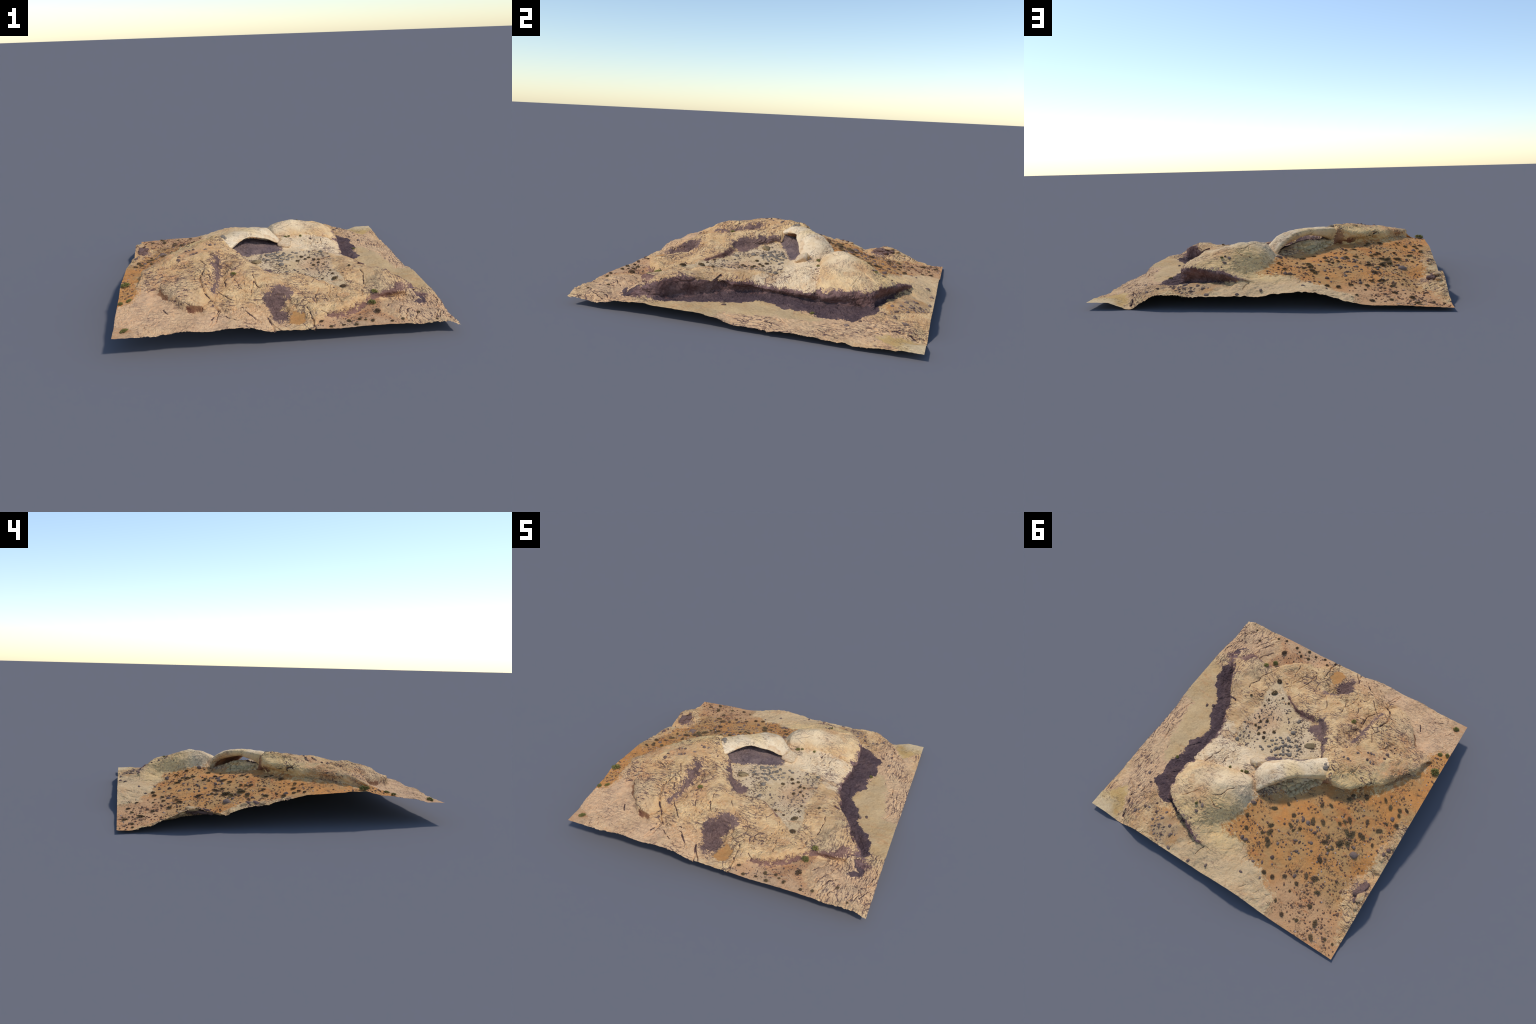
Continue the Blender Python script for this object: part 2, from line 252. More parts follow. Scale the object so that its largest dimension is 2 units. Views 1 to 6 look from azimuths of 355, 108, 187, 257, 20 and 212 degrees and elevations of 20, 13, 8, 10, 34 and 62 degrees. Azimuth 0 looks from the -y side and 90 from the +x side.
# ------------------------------------------------------------------ terrain grid and rock relief
def build_sheet():
    sheet = Sheet()
    n = GRID + 1
    ax = np.linspace(-1, 1, n)
    u, v = np.meshgrid(ax, ax)
    q = np.stack([u, v], -1).reshape(-1, 2)
    r = sheet(q)
    rim = np.minimum(1 - np.abs(q[:, 0]), 1 - np.abs(q[:, 1]))
    r[:, :2] *= smooth(0, .05, rim)[:, None]
    pos = np.c_[q[:, 0] + r[:, 0], q[:, 1] + r[:, 1], r[:, 2]]

    def normals(p):
        g = p.reshape(n, n, 3)
        c = np.cross(np.gradient(g, axis=1), np.gradient(g, axis=0)).reshape(-1, 3)
        return c / np.maximum(np.linalg.norm(c, axis=1), 1e-12)[:, None]

    nrm = normals(pos)
    # how rocky each spot is: 0 on the sand, 1 on bare rock
    rock = np.ones(len(q))
    wob = .010 * fbm(q[:, 0] * 24, q[:, 1] * 24, 0 * q[:, 0], 5, 4)
    dist = {}
    for name in REGIONS:
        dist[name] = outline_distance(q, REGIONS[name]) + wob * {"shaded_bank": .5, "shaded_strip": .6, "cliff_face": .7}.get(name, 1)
    for name in ("sand_slope", "hollow_floor", "red_sand_pocket", "south_sand", "corner_sand", "east_sand", "corner_soil", "pebble_patch"):
        rock = np.minimum(rock, smooth(-.006, .02, dist[name]))
    x, y, z = pos.T
    warp = fbm(x * 7, y * 7, z * 7, 11, 3)
    warp2 = fbm(x * 7 + 9, y * 7 - 4, z * 7, 12, 3)
    # slow swelling of the rock, then weathered partings, then grain
    lumps = fbm(x * 13, y * 13, z * 16, 21, 3) * .0055 + .0065 * np.minimum(.55, ridged(x * 7 + .5 * warp, y * 7 + .5 * warp2, z * 9, 25, 2))
    east = smooth(.5, .8, x + .25 * warp)
    ang = np.radians(28) + .9 * warp2
    a = x * np.cos(ang) + y * np.sin(ang)
    b = -x * np.sin(ang) + y * np.cos(ang)
    part = ridged(a * 10, b * 34 + warp * 1.6, z * 40, 31, 3)
    part_e = ridged(x * 36 + warp * 1.8, y * 9, z * 20, 33, 3)
    parting = np.minimum(.35, part) * (1 - east) + np.minimum(.5, part_e) * east

    def plates(t):                             # tilted, broken plates with a sharp back edge
        t = t - np.floor(t)
        return np.where(t < .86, t / .86, (1 - t) / .14)

    def back_edge(t):
        t = t - np.floor(t)
        return smooth(.80, .88, t) * (1 - smooth(.985, 1., t))
    fine = fbm(x * 26, y * 26, z * 26, 35, 2)
    t_main = np.where(x + .25 * warp > .62, x * 25 + 1.6 * warp2 + .45 * fine, b * 19 + 1.9 * warp + .45 * fine)
    t_small = a * 30 + 2.4 * warp2 + .7 * fine + z * 14
    plate, small = plates(t_main), plates(t_small)
    blocks = ridged(x * 24 + warp, y * 24 + warp2, z * 30, 41, 3)
    rough = smooth(-.4, .45, fbm(x * 5, y * 5, z * 5, 51, 2)) * .85 + .2
    gate = smooth(-.15, .35, fbm(x * 9 + 5, y * 9, z * 9, 53, 2))
    calm = (1 - .55 * smooth(.02, -.02, dist["boulder_dome"])) * (1 - .75 * smooth(.03, -.03, dist["north_apron"])) * (1 - .4 * smooth(.03, -.03, dist["south_west_plain"]))
    relief = lumps + calm * (rough * (parting * .0045 + np.minimum(.3, blocks) * .0042 + plate * gate * .0068) + small * (1 - gate) * rough * .0042) + .0014 * fbm(x * 95, y * 95, z * 95, 61, 2)
    broken = smooth(-.15, .25, fbm(x * 17, y * 17, z * 17, 57, 3))
    scarp = np.maximum(back_edge(t_main) * smooth(.3, .8, gate), .9 * back_edge(t_small) * smooth(.75, .3, gate)) * smooth(.3, .75, rough) * broken * calm * smooth(.5, .9, rock)
    dune = .0022 * fbm(x * 16, y * 16, z * 16, 71, 3) + .0009 * fbm(x * 70, y * 70, z * 70, 72, 3)
    relief = relief - relief[rock > .5].mean()
    disp = rock * relief + (1 - rock) * dune
    # named cracks cut into the rock
    crack_mask = np.zeros(len(q))
    ragged = .45 + .65 * smooth(-.35, .2, fine)
    for pts, width, depth, dark in CRACKS:
        pts = np.array(pts)
        box = np.flatnonzero(np.all((q > pts.min(0) - .03) & (q < pts.max(0) + .03), axis=1))
        qx = q[box] + np.c_[.006 * warp[box] + .005 * fine[box], .006 * warp2[box] - .005 * fine[box]]
        d = np.full(len(box), 9.0)
        for p0, p1 in zip(pts, pts[1:]):
            ab = p1 - p0
            t = np.clip(((qx - p0) @ ab) / (ab @ ab), 0, 1)
            d = np.minimum(d, np.hypot(qx[:, 0] - p0[0] - t * ab[0], qx[:, 1] - p0[1] - t * ab[1]))
        cut = (1 - smooth(0, width, d)) * (.35 + .65 * rock[box])
        disp[box] -= depth * cut
        if dark:
            crack_mask[box] = np.maximum(crack_mask[box], cut * ragged[box])
    side = smooth(0, .02, rim)[:, None]
    flat = nrm * np.c_[np.repeat(side, 2, 1), np.ones(len(q))]
    pos = pos + flat * disp[:, None]
    pos[:, 2] = np.where(pos[:, 2] < .012, .012 * np.exp((pos[:, 2] - .012) / .012), pos[:, 2])
    pos[:, 2] -= pos[:, 2].min()
    return q, pos, normals(pos), dist, crack_mask, scarp


CRACKS = []


def crack(points, width=.0052, depth=.007, dark=True):
    CRACKS.append((points, width, depth, dark))


crack([(0.263, -0.741), (0.277, -0.689), (0.301, -0.617)])
crack([(0.188, -0.770), (0.206, -0.685), (0.232, -0.580)])
crack([(0.063, -0.595), (0.001, -0.586), (-0.028, -0.542), (-0.061, -0.475), (-0.080, -0.426)])
crack([(-0.141, -0.653), (-0.167, -0.593), (-0.171, -0.508)])
crack([(-0.204, -0.710), (-0.185, -0.639), (-0.170, -0.574)])
crack([(-0.222, -0.691), (-0.250, -0.652), (-0.294, -0.547)])
crack([(-0.308, -0.776), (-0.385, -0.683), (-0.443, -0.563)])
crack([(-0.388, -0.837), (-0.432, -0.783), (-0.419, -0.711), (-0.394, -0.678)])
crack([(-0.393, -0.841), (-0.424, -0.913), (-0.454, -0.969)])
crack([(-0.445, -0.769), (-0.497, -0.842)])
crack([(-0.379, -0.575), (-0.424, -0.497), (-0.470, -0.467), (-0.496, -0.497)])
crack([(0.143, -0.974), (0.141, -0.864), (0.127, -0.784)])
crack([(-0.060, -0.994), (-0.103, -0.926)])
crack([(-0.157, -0.948), (-0.239, -0.858), (-0.319, -0.827)])
crack([(-0.689, -0.807), (-0.726, -0.756)])
crack([(0.354, -0.777), (0.335, -0.672)])
crack([(-0.352, -0.523), (-0.345, -0.585), (-0.379, -0.667)])
crack([(-0.423, -0.331), (-0.419, -0.301), (-0.431, -0.255), (-0.481, -0.249)])
crack([(-0.437, -0.468), (-0.489, -0.381)])
crack([(-0.522, -0.155), (-0.515, -0.111), (-0.504, -0.076)])
crack([(-0.612, -0.168), (-0.642, -0.141)])
crack([(-0.591, -0.414), (-0.572, -0.355)])
crack([(-0.607, -0.408), (-0.663, -0.402)])
crack([(-0.799, -0.322), (-0.819, -0.325)])
crack([(-0.355, -0.043), (-0.393, -0.038)])
crack([(0.415, 0.640), (0.376, 0.602), (0.329, 0.566)])
crack([(0.218, 0.552), (0.179, 0.517), (0.156, 0.479), (0.129, 0.438)])
crack([(0.225, 0.574), (0.192, 0.602), (0.146, 0.589)])
crack([(0.445, 0.280), (0.419, 0.233), (0.410, 0.165)])
crack([(0.461, 0.312), (0.438, 0.268)])
crack([(0.341, 0.279), (0.335, 0.205)])
crack([(0.885, 0.287), (0.906, 0.207)])
crack([(0.897, 0.700), (0.823, 0.745), (0.777, 0.846), (0.727, 0.930)])
crack([(0.740, 0.694), (0.747, 0.741)])
crack([(0.224, 0.911), (0.202, 0.870)])
crack([(0.127, 0.927), (0.096, 0.860)])
crack([(0.825, -0.562), (0.786, -0.601), (0.770, -0.692)])
crack([(0.764, -0.547), (0.707, -0.456), (0.716, -0.420), (0.668, -0.341), (0.599, -0.276)])
crack([(0.606, -0.169), (0.593, -0.266)])
crack([(0.570, -0.153), (0.532, -0.179)])
crack([(0.928, -0.000), (0.914, -0.080)])
crack([(0.935, 0.213), (0.938, 0.145), (0.942, 0.079)])
crack([(0.998, 0.220), (.995, 0.163)])
crack([(0.932, -0.843), (0.904, -0.913)])
crack([(0.985, -0.631), (0.966, -0.746), (0.924, -0.795)])
crack([(0.938, -0.889), (0.967, -0.795)])
crack([(0.785, -0.774), (0.720, -0.863), (0.688, -0.938)])
crack([(0.551, -0.525), (0.512, -0.609), (0.485, -0.676)])
crack([(0.562, -0.371), (0.553, -0.516)])
crack([(-0.832, -0.922), (-0.776, -0.889)])
crack([(-0.461, -0.956), (-0.450, -0.911), (-0.417, -0.862), (-0.394, -0.827)])
crack([(-0.344, -0.828), (-0.287, -0.822), (-0.227, -0.823)])
crack([(-0.362, -0.874), (-0.294, -0.923)])
crack([(-0.230, -0.876), (-0.179, -0.930)])
crack([(-0.113, -0.912), (-0.070, -0.976)])
crack([(0.145, -0.993), (0.138, -0.889)])
crack([(0.112, -0.727), (0.147, -0.756)])
crack([(0.205, -0.825), (0.242, -0.859)])
crack([(0.616, -0.797), (0.667, -0.755), (0.709, -0.718)])
crack([(0.661, -0.874), (0.700, -0.815), (0.742, -0.740)])
crack([(0.748, -0.937), (0.773, -0.883), (0.793, -0.807)])
crack([(0.866, -0.924), (0.903, -0.871), (0.919, -0.814)])
crack([(0.624, -0.951), (0.664, -0.900)])
crack([(0.273, -0.704), (0.296, -0.662)])
crack([(-.47, -.54), (-.50, -.60), (-.49, -.68), (-.455, -.74), (-.40, -.83)], .011, .014)
crack([(-.62, -.06), (-.61, -.11), (-.63, -.15)], .010, .014)
crack([(.80, .70), (.80, .80), (.775, .88), (.765, .96)], .010, .008)
crack([(-.09, -1.0), (-.10, -.95), (-.115, -.90)], .010, .010)
crack([(.14, -1.0), (.155, -.95), (.19, -.925)], .008, .010)


def small_cracks(count=150, seed=23):
    """short wandering cracks that follow the grain of the rock"""
    rs = np.random.RandomState(seed)
    for _ in range(count):
        x, y = rs.uniform(-.97, .97, 2)
        if x > .5:
            a = math.radians(rs.normal(88, 16))
        elif y < -.35 or x < -.3:
            a = math.radians(rs.normal(40, 30))
        else:
            a = math.radians(rs.normal(20, 45))
        pts = [(x, y)]
        for _ in range(rs.randint(2, 5)):
            a += rs.normal(0, .45)
            x, y = x + .022 * math.cos(a), y + .022 * math.sin(a)
            pts.append((x, y))
        if max(abs(c) for p in pts for c in p) < .985:
            crack(pts, rs.uniform(.0038, .0058), rs.uniform(.003, .005), False)


small_cracks()

# rock parts and patches of painted shade (first outline that holds a face wins; the rest is bedrock)
REGIONS.update({
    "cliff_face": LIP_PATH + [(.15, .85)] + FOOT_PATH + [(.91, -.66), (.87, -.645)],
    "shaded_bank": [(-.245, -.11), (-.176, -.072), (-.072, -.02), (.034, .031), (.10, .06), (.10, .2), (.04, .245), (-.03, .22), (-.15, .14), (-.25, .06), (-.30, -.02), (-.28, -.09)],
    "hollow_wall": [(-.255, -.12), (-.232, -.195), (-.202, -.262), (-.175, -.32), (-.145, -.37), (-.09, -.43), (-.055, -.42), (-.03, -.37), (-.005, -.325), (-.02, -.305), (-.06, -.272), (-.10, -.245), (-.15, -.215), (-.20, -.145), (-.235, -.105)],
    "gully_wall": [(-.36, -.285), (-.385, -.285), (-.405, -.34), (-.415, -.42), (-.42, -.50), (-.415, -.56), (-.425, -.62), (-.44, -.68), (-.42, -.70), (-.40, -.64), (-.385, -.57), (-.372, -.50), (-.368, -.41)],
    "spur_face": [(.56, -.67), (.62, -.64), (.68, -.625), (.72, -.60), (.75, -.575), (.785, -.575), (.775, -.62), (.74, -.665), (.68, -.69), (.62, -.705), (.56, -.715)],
    "rust_cleft": [(-.33, .09), (-.345, .02), (-.37, .0), (-.395, .012), (-.42, .035), (-.46, .04), (-.50, .05), (-.47, .075), (-.40, .088), (-.35, .10)],
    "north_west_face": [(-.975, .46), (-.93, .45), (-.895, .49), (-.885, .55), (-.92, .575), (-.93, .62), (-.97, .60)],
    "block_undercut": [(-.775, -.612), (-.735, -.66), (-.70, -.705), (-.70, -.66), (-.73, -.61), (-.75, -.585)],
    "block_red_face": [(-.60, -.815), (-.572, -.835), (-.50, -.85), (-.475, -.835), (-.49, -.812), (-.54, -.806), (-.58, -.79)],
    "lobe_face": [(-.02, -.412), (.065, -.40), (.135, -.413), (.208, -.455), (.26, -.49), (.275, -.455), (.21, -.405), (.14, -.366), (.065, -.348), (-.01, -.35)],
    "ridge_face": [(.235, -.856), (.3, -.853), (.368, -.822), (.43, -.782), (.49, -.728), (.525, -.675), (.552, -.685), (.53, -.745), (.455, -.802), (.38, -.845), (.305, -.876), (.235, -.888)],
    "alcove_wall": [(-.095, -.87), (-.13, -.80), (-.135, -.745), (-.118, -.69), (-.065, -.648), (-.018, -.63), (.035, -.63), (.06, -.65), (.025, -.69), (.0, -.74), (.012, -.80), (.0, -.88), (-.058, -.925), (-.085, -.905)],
    "north_apron": [(-.5, 1.02), (-.475, .925), (-.48, .845), (-.39, .84), (-.30, .75), (-.2, .752), (-.145, .70), (-.087, .668), (0, .685), (.06, .665), (.12, .72), (.12, .84), (.2, .86), (.28, .9), (.31, .96), (.4, 1.02)],
    "south_west_plain": [(-1.02, -.69), (-.93, -.66), (-.86, -.60), (-.76, -.61), (-.68, -.71), (-.57, -.83), (-.42, -.86), (-.35, -.90), (-.36, -1.02), (-1.02, -1.02)],
    "boulder_dome": [(.05, .278), (.122, .284), (.25, .306), (.33, .326), (.46, .345), (.535, .365), (.552, .43), (.55, .49), (.54, .55), (.525, .60), (.486, .66), (.433, .705), (.31, .752), (.26, .775), (.17, .84), (.12, .85), (.10, .83), (.14, .72), (.07, .655), (.02, .57), (.0, .52), (-.03, .44), (.0, .36)],
    "western_block": [(-.345, -.255), (-.385, -.258), (-.42, -.42), (-.43, -.57), (-.45, -.66), (-.44, -.78), (-.50, -.83), (-.572, -.81), (-.62, -.775), (-.675, -.715), (-.72, -.66), (-.76, -.60), (-.83, -.555), (-.93, -.45), (-.93, -.37), (-.87, -.25), (-.80, -.12), (-.756, -.05), (-.70, -.02), (-.635, .02), (-.597, .05), (-.50, .08), (-.42, .10), (-.33, .12), (-.29, .05), (-.30, -.03), (-.29, -.12)],
    "eastern_ledge": [(.10, .06), (.33, .08), (.43, .05), (.47, -.05), (.57, -.06), (.555, .07), (.56, .2), (.55, .36), (.33, .315), (.12, .25)],
    "southern_ridge": [(-.09, -.43), (-.02, -.41), (.135, -.41), (.275, -.475), (.335, -.52), (.42, -.59), (.54, -.66), (.50, -.73), (.37, -.83), (.24, -.86), (.14, -.80), (.08, -.75), (.03, -.66), (-.06, -.655), (-.12, -.70), (-.16, -.60), (-.12, -.53)],
    "southern_spur": [(.43, -.25), (.425, -.40), (.44, -.53), (.42, -.59), (.54, -.66), (.62, -.69), (.745, -.65), (.77, -.55), (.69, -.40), (.65, -.25), (.57, -.06), (.45, -.05)],
})
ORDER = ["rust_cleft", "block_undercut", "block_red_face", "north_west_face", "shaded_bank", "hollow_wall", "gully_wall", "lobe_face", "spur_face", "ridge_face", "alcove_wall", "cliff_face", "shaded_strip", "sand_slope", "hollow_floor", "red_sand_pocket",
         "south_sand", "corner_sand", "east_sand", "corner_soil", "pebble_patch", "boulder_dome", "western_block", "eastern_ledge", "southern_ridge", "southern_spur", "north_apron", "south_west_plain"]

import bpy


# ------------------------------------------------------------------ material helper
class Tree:
    def __init__(self, name):
        self.mat = bpy.data.materials.new(name)
        self.mat.use_nodes = True
        self.t = self.mat.node_tree
        self.t.nodes.clear()
        self.co = self.node("ShaderNodeTexCoord").outputs["Object"]

    def node(self, kind, **props):
        n = self.t.nodes.new(kind)
        for k, v in props.items():
            setattr(n, k, v)
        return n

    def put(self, sock, v):
        if hasattr(v, "links"):
            self.t.links.new(v, sock)
        elif isinstance(v, tuple) and len(v) == 3 and sock.type == "RGBA":
            sock.default_value = (*v, 1)
        else:
            sock.default_value = v

    def mapped(self, scale=(1, 1, 1), rot=(0, 0, 0), loc=(0, 0, 0), co=None, kind="POINT"):
        m = self.node("ShaderNodeMapping", vector_type=kind)
        self.put(m.inputs["Vector"], co or self.co)
        m.inputs["Scale"].default_value = scale
        m.inputs["Rotation"].default_value = rot
        m.inputs["Location"].default_value = loc
        return m.outputs[0]

    def noise(self, scale, detail=4, rough=.55, co=None, dist=0, colour=False):
        n = self.node("ShaderNodeTexNoise")
        self.put(n.inputs["Vector"], co or self.co)
        n.inputs["Scale"].default_value = scale
        n.inputs["Detail"].default_value = detail
        n.inputs["Roughness"].default_value = rough
        n.inputs["Distortion"].default_value = dist
        return n.outputs["Color" if colour else "Fac"]

    def warped(self, amount, scale, co=None):
        co = co or self.co
        n = self.noise(scale, 3, .5, co, colour=True)
        s = self.node("ShaderNodeVectorMath", operation="SUBTRACT")
        self.put(s.inputs[0], n)
        s.inputs[1].default_value = (.5, .5, .5)
        m = self.node("ShaderNodeVectorMath", operation="MULTIPLY_ADD")
        self.put(m.inputs[0], s.outputs[0])
        m.inputs[1].default_value = (amount,) * 3
        self.put(m.inputs[2], co)
        return m.outputs[0]

    def math(self, op, a, b=0., c=0.):
        m = self.node("ShaderNodeMath", operation=op)
        for i, v in enumerate((a, b, c)):
            if i < len(m.inputs):
                self.put(m.inputs[i], v)
        return m.outputs[0]

    def step(self, v, lo, hi, out0=0., out1=1.):
        m = self.node("ShaderNodeMapRange", interpolation_type="SMOOTHSTEP")
        self.put(m.inputs["Value"], v)
        for k, val in zip(("From Min", "From Max", "To Min", "To Max"), (lo, hi, out0, out1)):
            m.inputs[k].default_value = val
        return m.outputs[0]

    def mix(self, fac, a, b, blend="MIX"):
        m = self.node("ShaderNodeMix", data_type="RGBA", blend_type=blend)
        self.put(m.inputs[0], fac)
        self.put(m.inputs[6], a)
        self.put(m.inputs[7], b)
        return m.outputs[2]

    def voronoi(self, scale, co=None, feature="F1", out="Distance", rand=1.):
        n = self.node("ShaderNodeTexVoronoi", feature=feature)
        self.put(n.inputs["Vector"], co or self.co)
        n.inputs["Scale"].default_value = scale
        n.inputs["Randomness"].default_value = rand
        return n.outputs[out]

    def blob(self, centre, radii, turn=0., soft=.45, co=None):
        """soft upright elliptic column, 1 inside and 0 outside"""
        m = self.mapped((radii[0], radii[1], 50.), (0, 0, math.radians(turn)), (*centre, 0), co, "TEXTURE")
        v = self.node("ShaderNodeVectorMath", operation="LENGTH")
        self.put(v.inputs[0], m)
        return self.step(v.outputs["Value"], 1 + soft, 1 - soft)

    def union(self, masks):
        out = masks[0]
        for m in masks[1:]:
            out = self.math("MAXIMUM", out, m)
        return out

    def finish(self, colour, rough=.95, bump=None, strength=.25, dist=.004):
        b = self.node("ShaderNodeBsdfPrincipled")
        self.put(b.inputs["Base Color"], colour)
        self.put(b.inputs["Roughness"], rough)
        b.inputs["Specular IOR Level"].default_value = .12
        if bump is not None:
            n = self.node("ShaderNodeBump")
            n.inputs["Strength"].default_value = strength
            n.inputs["Distance"].default_value = dist
            self.put(n.inputs["Height"], bump)
            self.put(b.inputs["Normal"], n.outputs[0])
        o = self.node("ShaderNodeOutputMaterial")
        self.put(o.inputs["Surface"], b.outputs[0])
        return self.mat


def partings(t, amount=1.):
    """thin dark joints and partings, baked step shade put into colour, as a 0..1 mask"""
    w = t.warped(.05, 9)
    gate_noise = t.noise(5.5, 3, .5)
    a = t.noise(1, 3, .5, t.mapped((11, 50, 60), (0, 0, math.radians(-28)), co=w))
    line_a = t.step(t.math("ABSOLUTE", t.math("SUBTRACT", a, .5)), .045, .008)
    b = t.noise(1, 3, .5, t.mapped((64, 10, 50), (0, 0, math.radians(6)), co=w))
    line_b = t.step(t.math("ABSOLUTE", t.math("SUBTRACT", b, .5)), .045, .008)
    sep = t.node("ShaderNodeSeparateXYZ")
    t.put(sep.inputs[0], w)
    east = t.step(sep.outputs[0], .5, .75)
    lines = t.math("ADD", t.math("MULTIPLY", line_a, t.math("SUBTRACT", 1., east)), t.math("MULTIPLY", line_b, east))
    gate = t.math("ADD", t.math("MULTIPLY", t.step(gate_noise, .42, .58), t.math("SUBTRACT", 1., east)), t.math("MULTIPLY", t.step(gate_noise, .32, .48), east))
    joints = t.step(t.voronoi(7.5, t.warped(.09, 7), "DISTANCE_TO_EDGE"), .026, .004)
    jgate = t.step(t.noise(4, 2, .5), .56, .66)
    m = t.math("MAXIMUM", t.math("MULTIPLY", lines, gate), t.math("MULTIPLY", joints, jgate))
    return t.math("MULTIPLY", m, amount)


def rock_material(name, low=(.56, .35, .165), high=(.72, .525, .28), lines=.9, white=0., stain=.5):
    t = Tree(name)
    w = t.warped(.06, 6)
    col = t.mix(t.step(t.noise(7, 5, .6, w), .35, .65), low, high)
    orange = t.step(t.noise(10, 5, .62, t.mapped((1, 1.5, 1), co=w)), .50, .66)
    col = t.mix(t.math("MULTIPLY", orange, .65), col, (.57, .325, .145))
    pink = t.union([t.blob((.9, .1), (.16, .5), -8, .4, w), t.blob((.85, -.8), (.25, .2), 0, .5, w), t.blob((.8, .62), (.16, .34), -10, .4, w), t.blob((-.85, -.75), (.3, .25), 0, .6, w), t.blob((-.3, -.93), (.3, .12), 0, .6, w)])
    col = t.mix(t.math("MULTIPLY", pink, .6), col, (.63, .42, .265))
    dusk = t.step(t.noise(15, 6, .68, w), .50, .70)
    col = t.mix(t.math("MULTIPLY", dusk, .55), col, (.40, .245, .155))
    pale = t.union([t.blob((.06, .36), (.13, .12), 30, .6, w), t.blob((.32, .19), (.2, .1), 10, .6, w), t.blob((-.15, .1), (.2, .12), -35, .6, w), t.blob((.25, .43), (.16, .09), 15, .7, w)])
    col = t.mix(t.math("MULTIPLY", pale, .55), col, (.82, .71, .51))
    tan = t.union([t.blob((.1, .9), (.45, .14), 0, .6, w), t.blob((.62, -.55), (.09, .12), 0, .6, w)])
    col = t.mix(t.math("MULTIPLY", tan, .6), col, (.60, .43, .24))
    rust = t.union([t.blob((-.62, -.28), (.2, .11), 25, .6, w), t.blob((-.3, -.5), (.09, .1), 0, .7, w), t.blob((-.72, -.5), (.12, .09), 0, .6, w), t.blob((.28, .60), (.12, .09), 0, .6, w)])
    col = t.mix(t.math("MULTIPLY", t.math("MULTIPLY", rust, t.step(t.noise(11, 4, .6), .35, .6)), stain), col, (.57, .29, .13))
    gold = t.union([t.blob((.10, .66), (.2, .17), 0, .6, w), t.blob((-.6, -.06), (.33, .09), 20, .6, w), t.blob((-.2, .17), (.14, .07), -30, .5, w), t.blob((.3, .72), (.16, .09), 0, .6, w)])
    col = t.mix(t.math("MULTIPLY", gold, .7), col, (.76, .55, .25))
    if white:
        col = t.mix(white, col, (.80, .70, .52))
    patch = t.step(t.noise(24, 5, .65, w), .56, .72)
    col = t.mix(t.math("MULTIPLY", patch, .7), col, (.37, .215, .115))
    col = t.mix(t.step(t.noise(60, 4, .7), .3, .75, .0, .35), col, (.76, .60, .39))
    flecks = t.step(t.noise(85, 4, .65), .60, .70)
    col = t.mix(t.math("MULTIPLY", flecks, .6), col, (.17, .09, .075))
    col = t.mix(1., col, (1.10, 1.0, .905), "MULTIPLY")
    m = partings(t, lines)
    col = t.mix(m, col, (.095, .05, .058))
    bump = t.math("SUBTRACT", t.noise(120, 4, .65), t.math("MULTIPLY", m, .8))
    return t.finish(col, .95, bump, .5, .004)


def sand_material(name, base, alt, scrub=.6, pebbles=.5, red=.5):
    t = Tree(name)
    w = t.warped(.07, 6)
    col = t.mix(t.step(t.noise(5.5, 4, .6, w), .38, .66), base, alt)
    peach = t.union([t.blob((-.75, .88), (.33, .18), -10, .6, w), t.blob((-.55, .9), (.16, .2), 0, .6, w), t.blob((.3, -.2), (.1, .12), 0, .8, w)])
    col = t.mix(t.math("MULTIPLY", peach, .7), col, (.66, .38, .20))
    streak = t.step(t.noise(1, 4, .6, t.mapped((5, 26, 20), (0, 0, math.radians(35)), co=w)), .56, .70)
    col = t.mix(t.math("MULTIPLY", streak, red), col, (.60, .22, .075))
    col = t.mix(t.step(t.noise(90, 4, .7), .35, .75, 0, .3), col, (.34, .15, .06))
    beds = t.step(t.noise(9, 3, .5, w), .46, .62)
    bits = t.step(t.noise(75, 4, .72), .49, .60)
    col = t.mix(t.math("MULTIPLY", t.math("MULTIPLY", beds, bits), scrub), col, (.13, .075, .045))
    grit = t.step(t.voronoi(85), .16, .09)
    few = t.step(t.noise(14, 2, .5), .5, .62)
    col = t.mix(t.math("MULTIPLY", t.math("MULTIPLY", grit, few), pebbles), col, (.40, .30, .25))
    return t.finish(col, .97, t.noise(160, 4, .7), .45, .003)


def stone_material(name, a, b, dark=(.05, .035, .035)):
    t = Tree(name)
    rnd = t.node("ShaderNodeObjectInfo").outputs["Random"]
    col = t.mix(rnd, a, b)
    col = t.mix(t.step(t.noise(55, 4, .65), .35, .7, 0., .6), col, dark)
    return t.finish(col, .92, t.noise(120, 3, .6), .4, .003)


MATS = {}


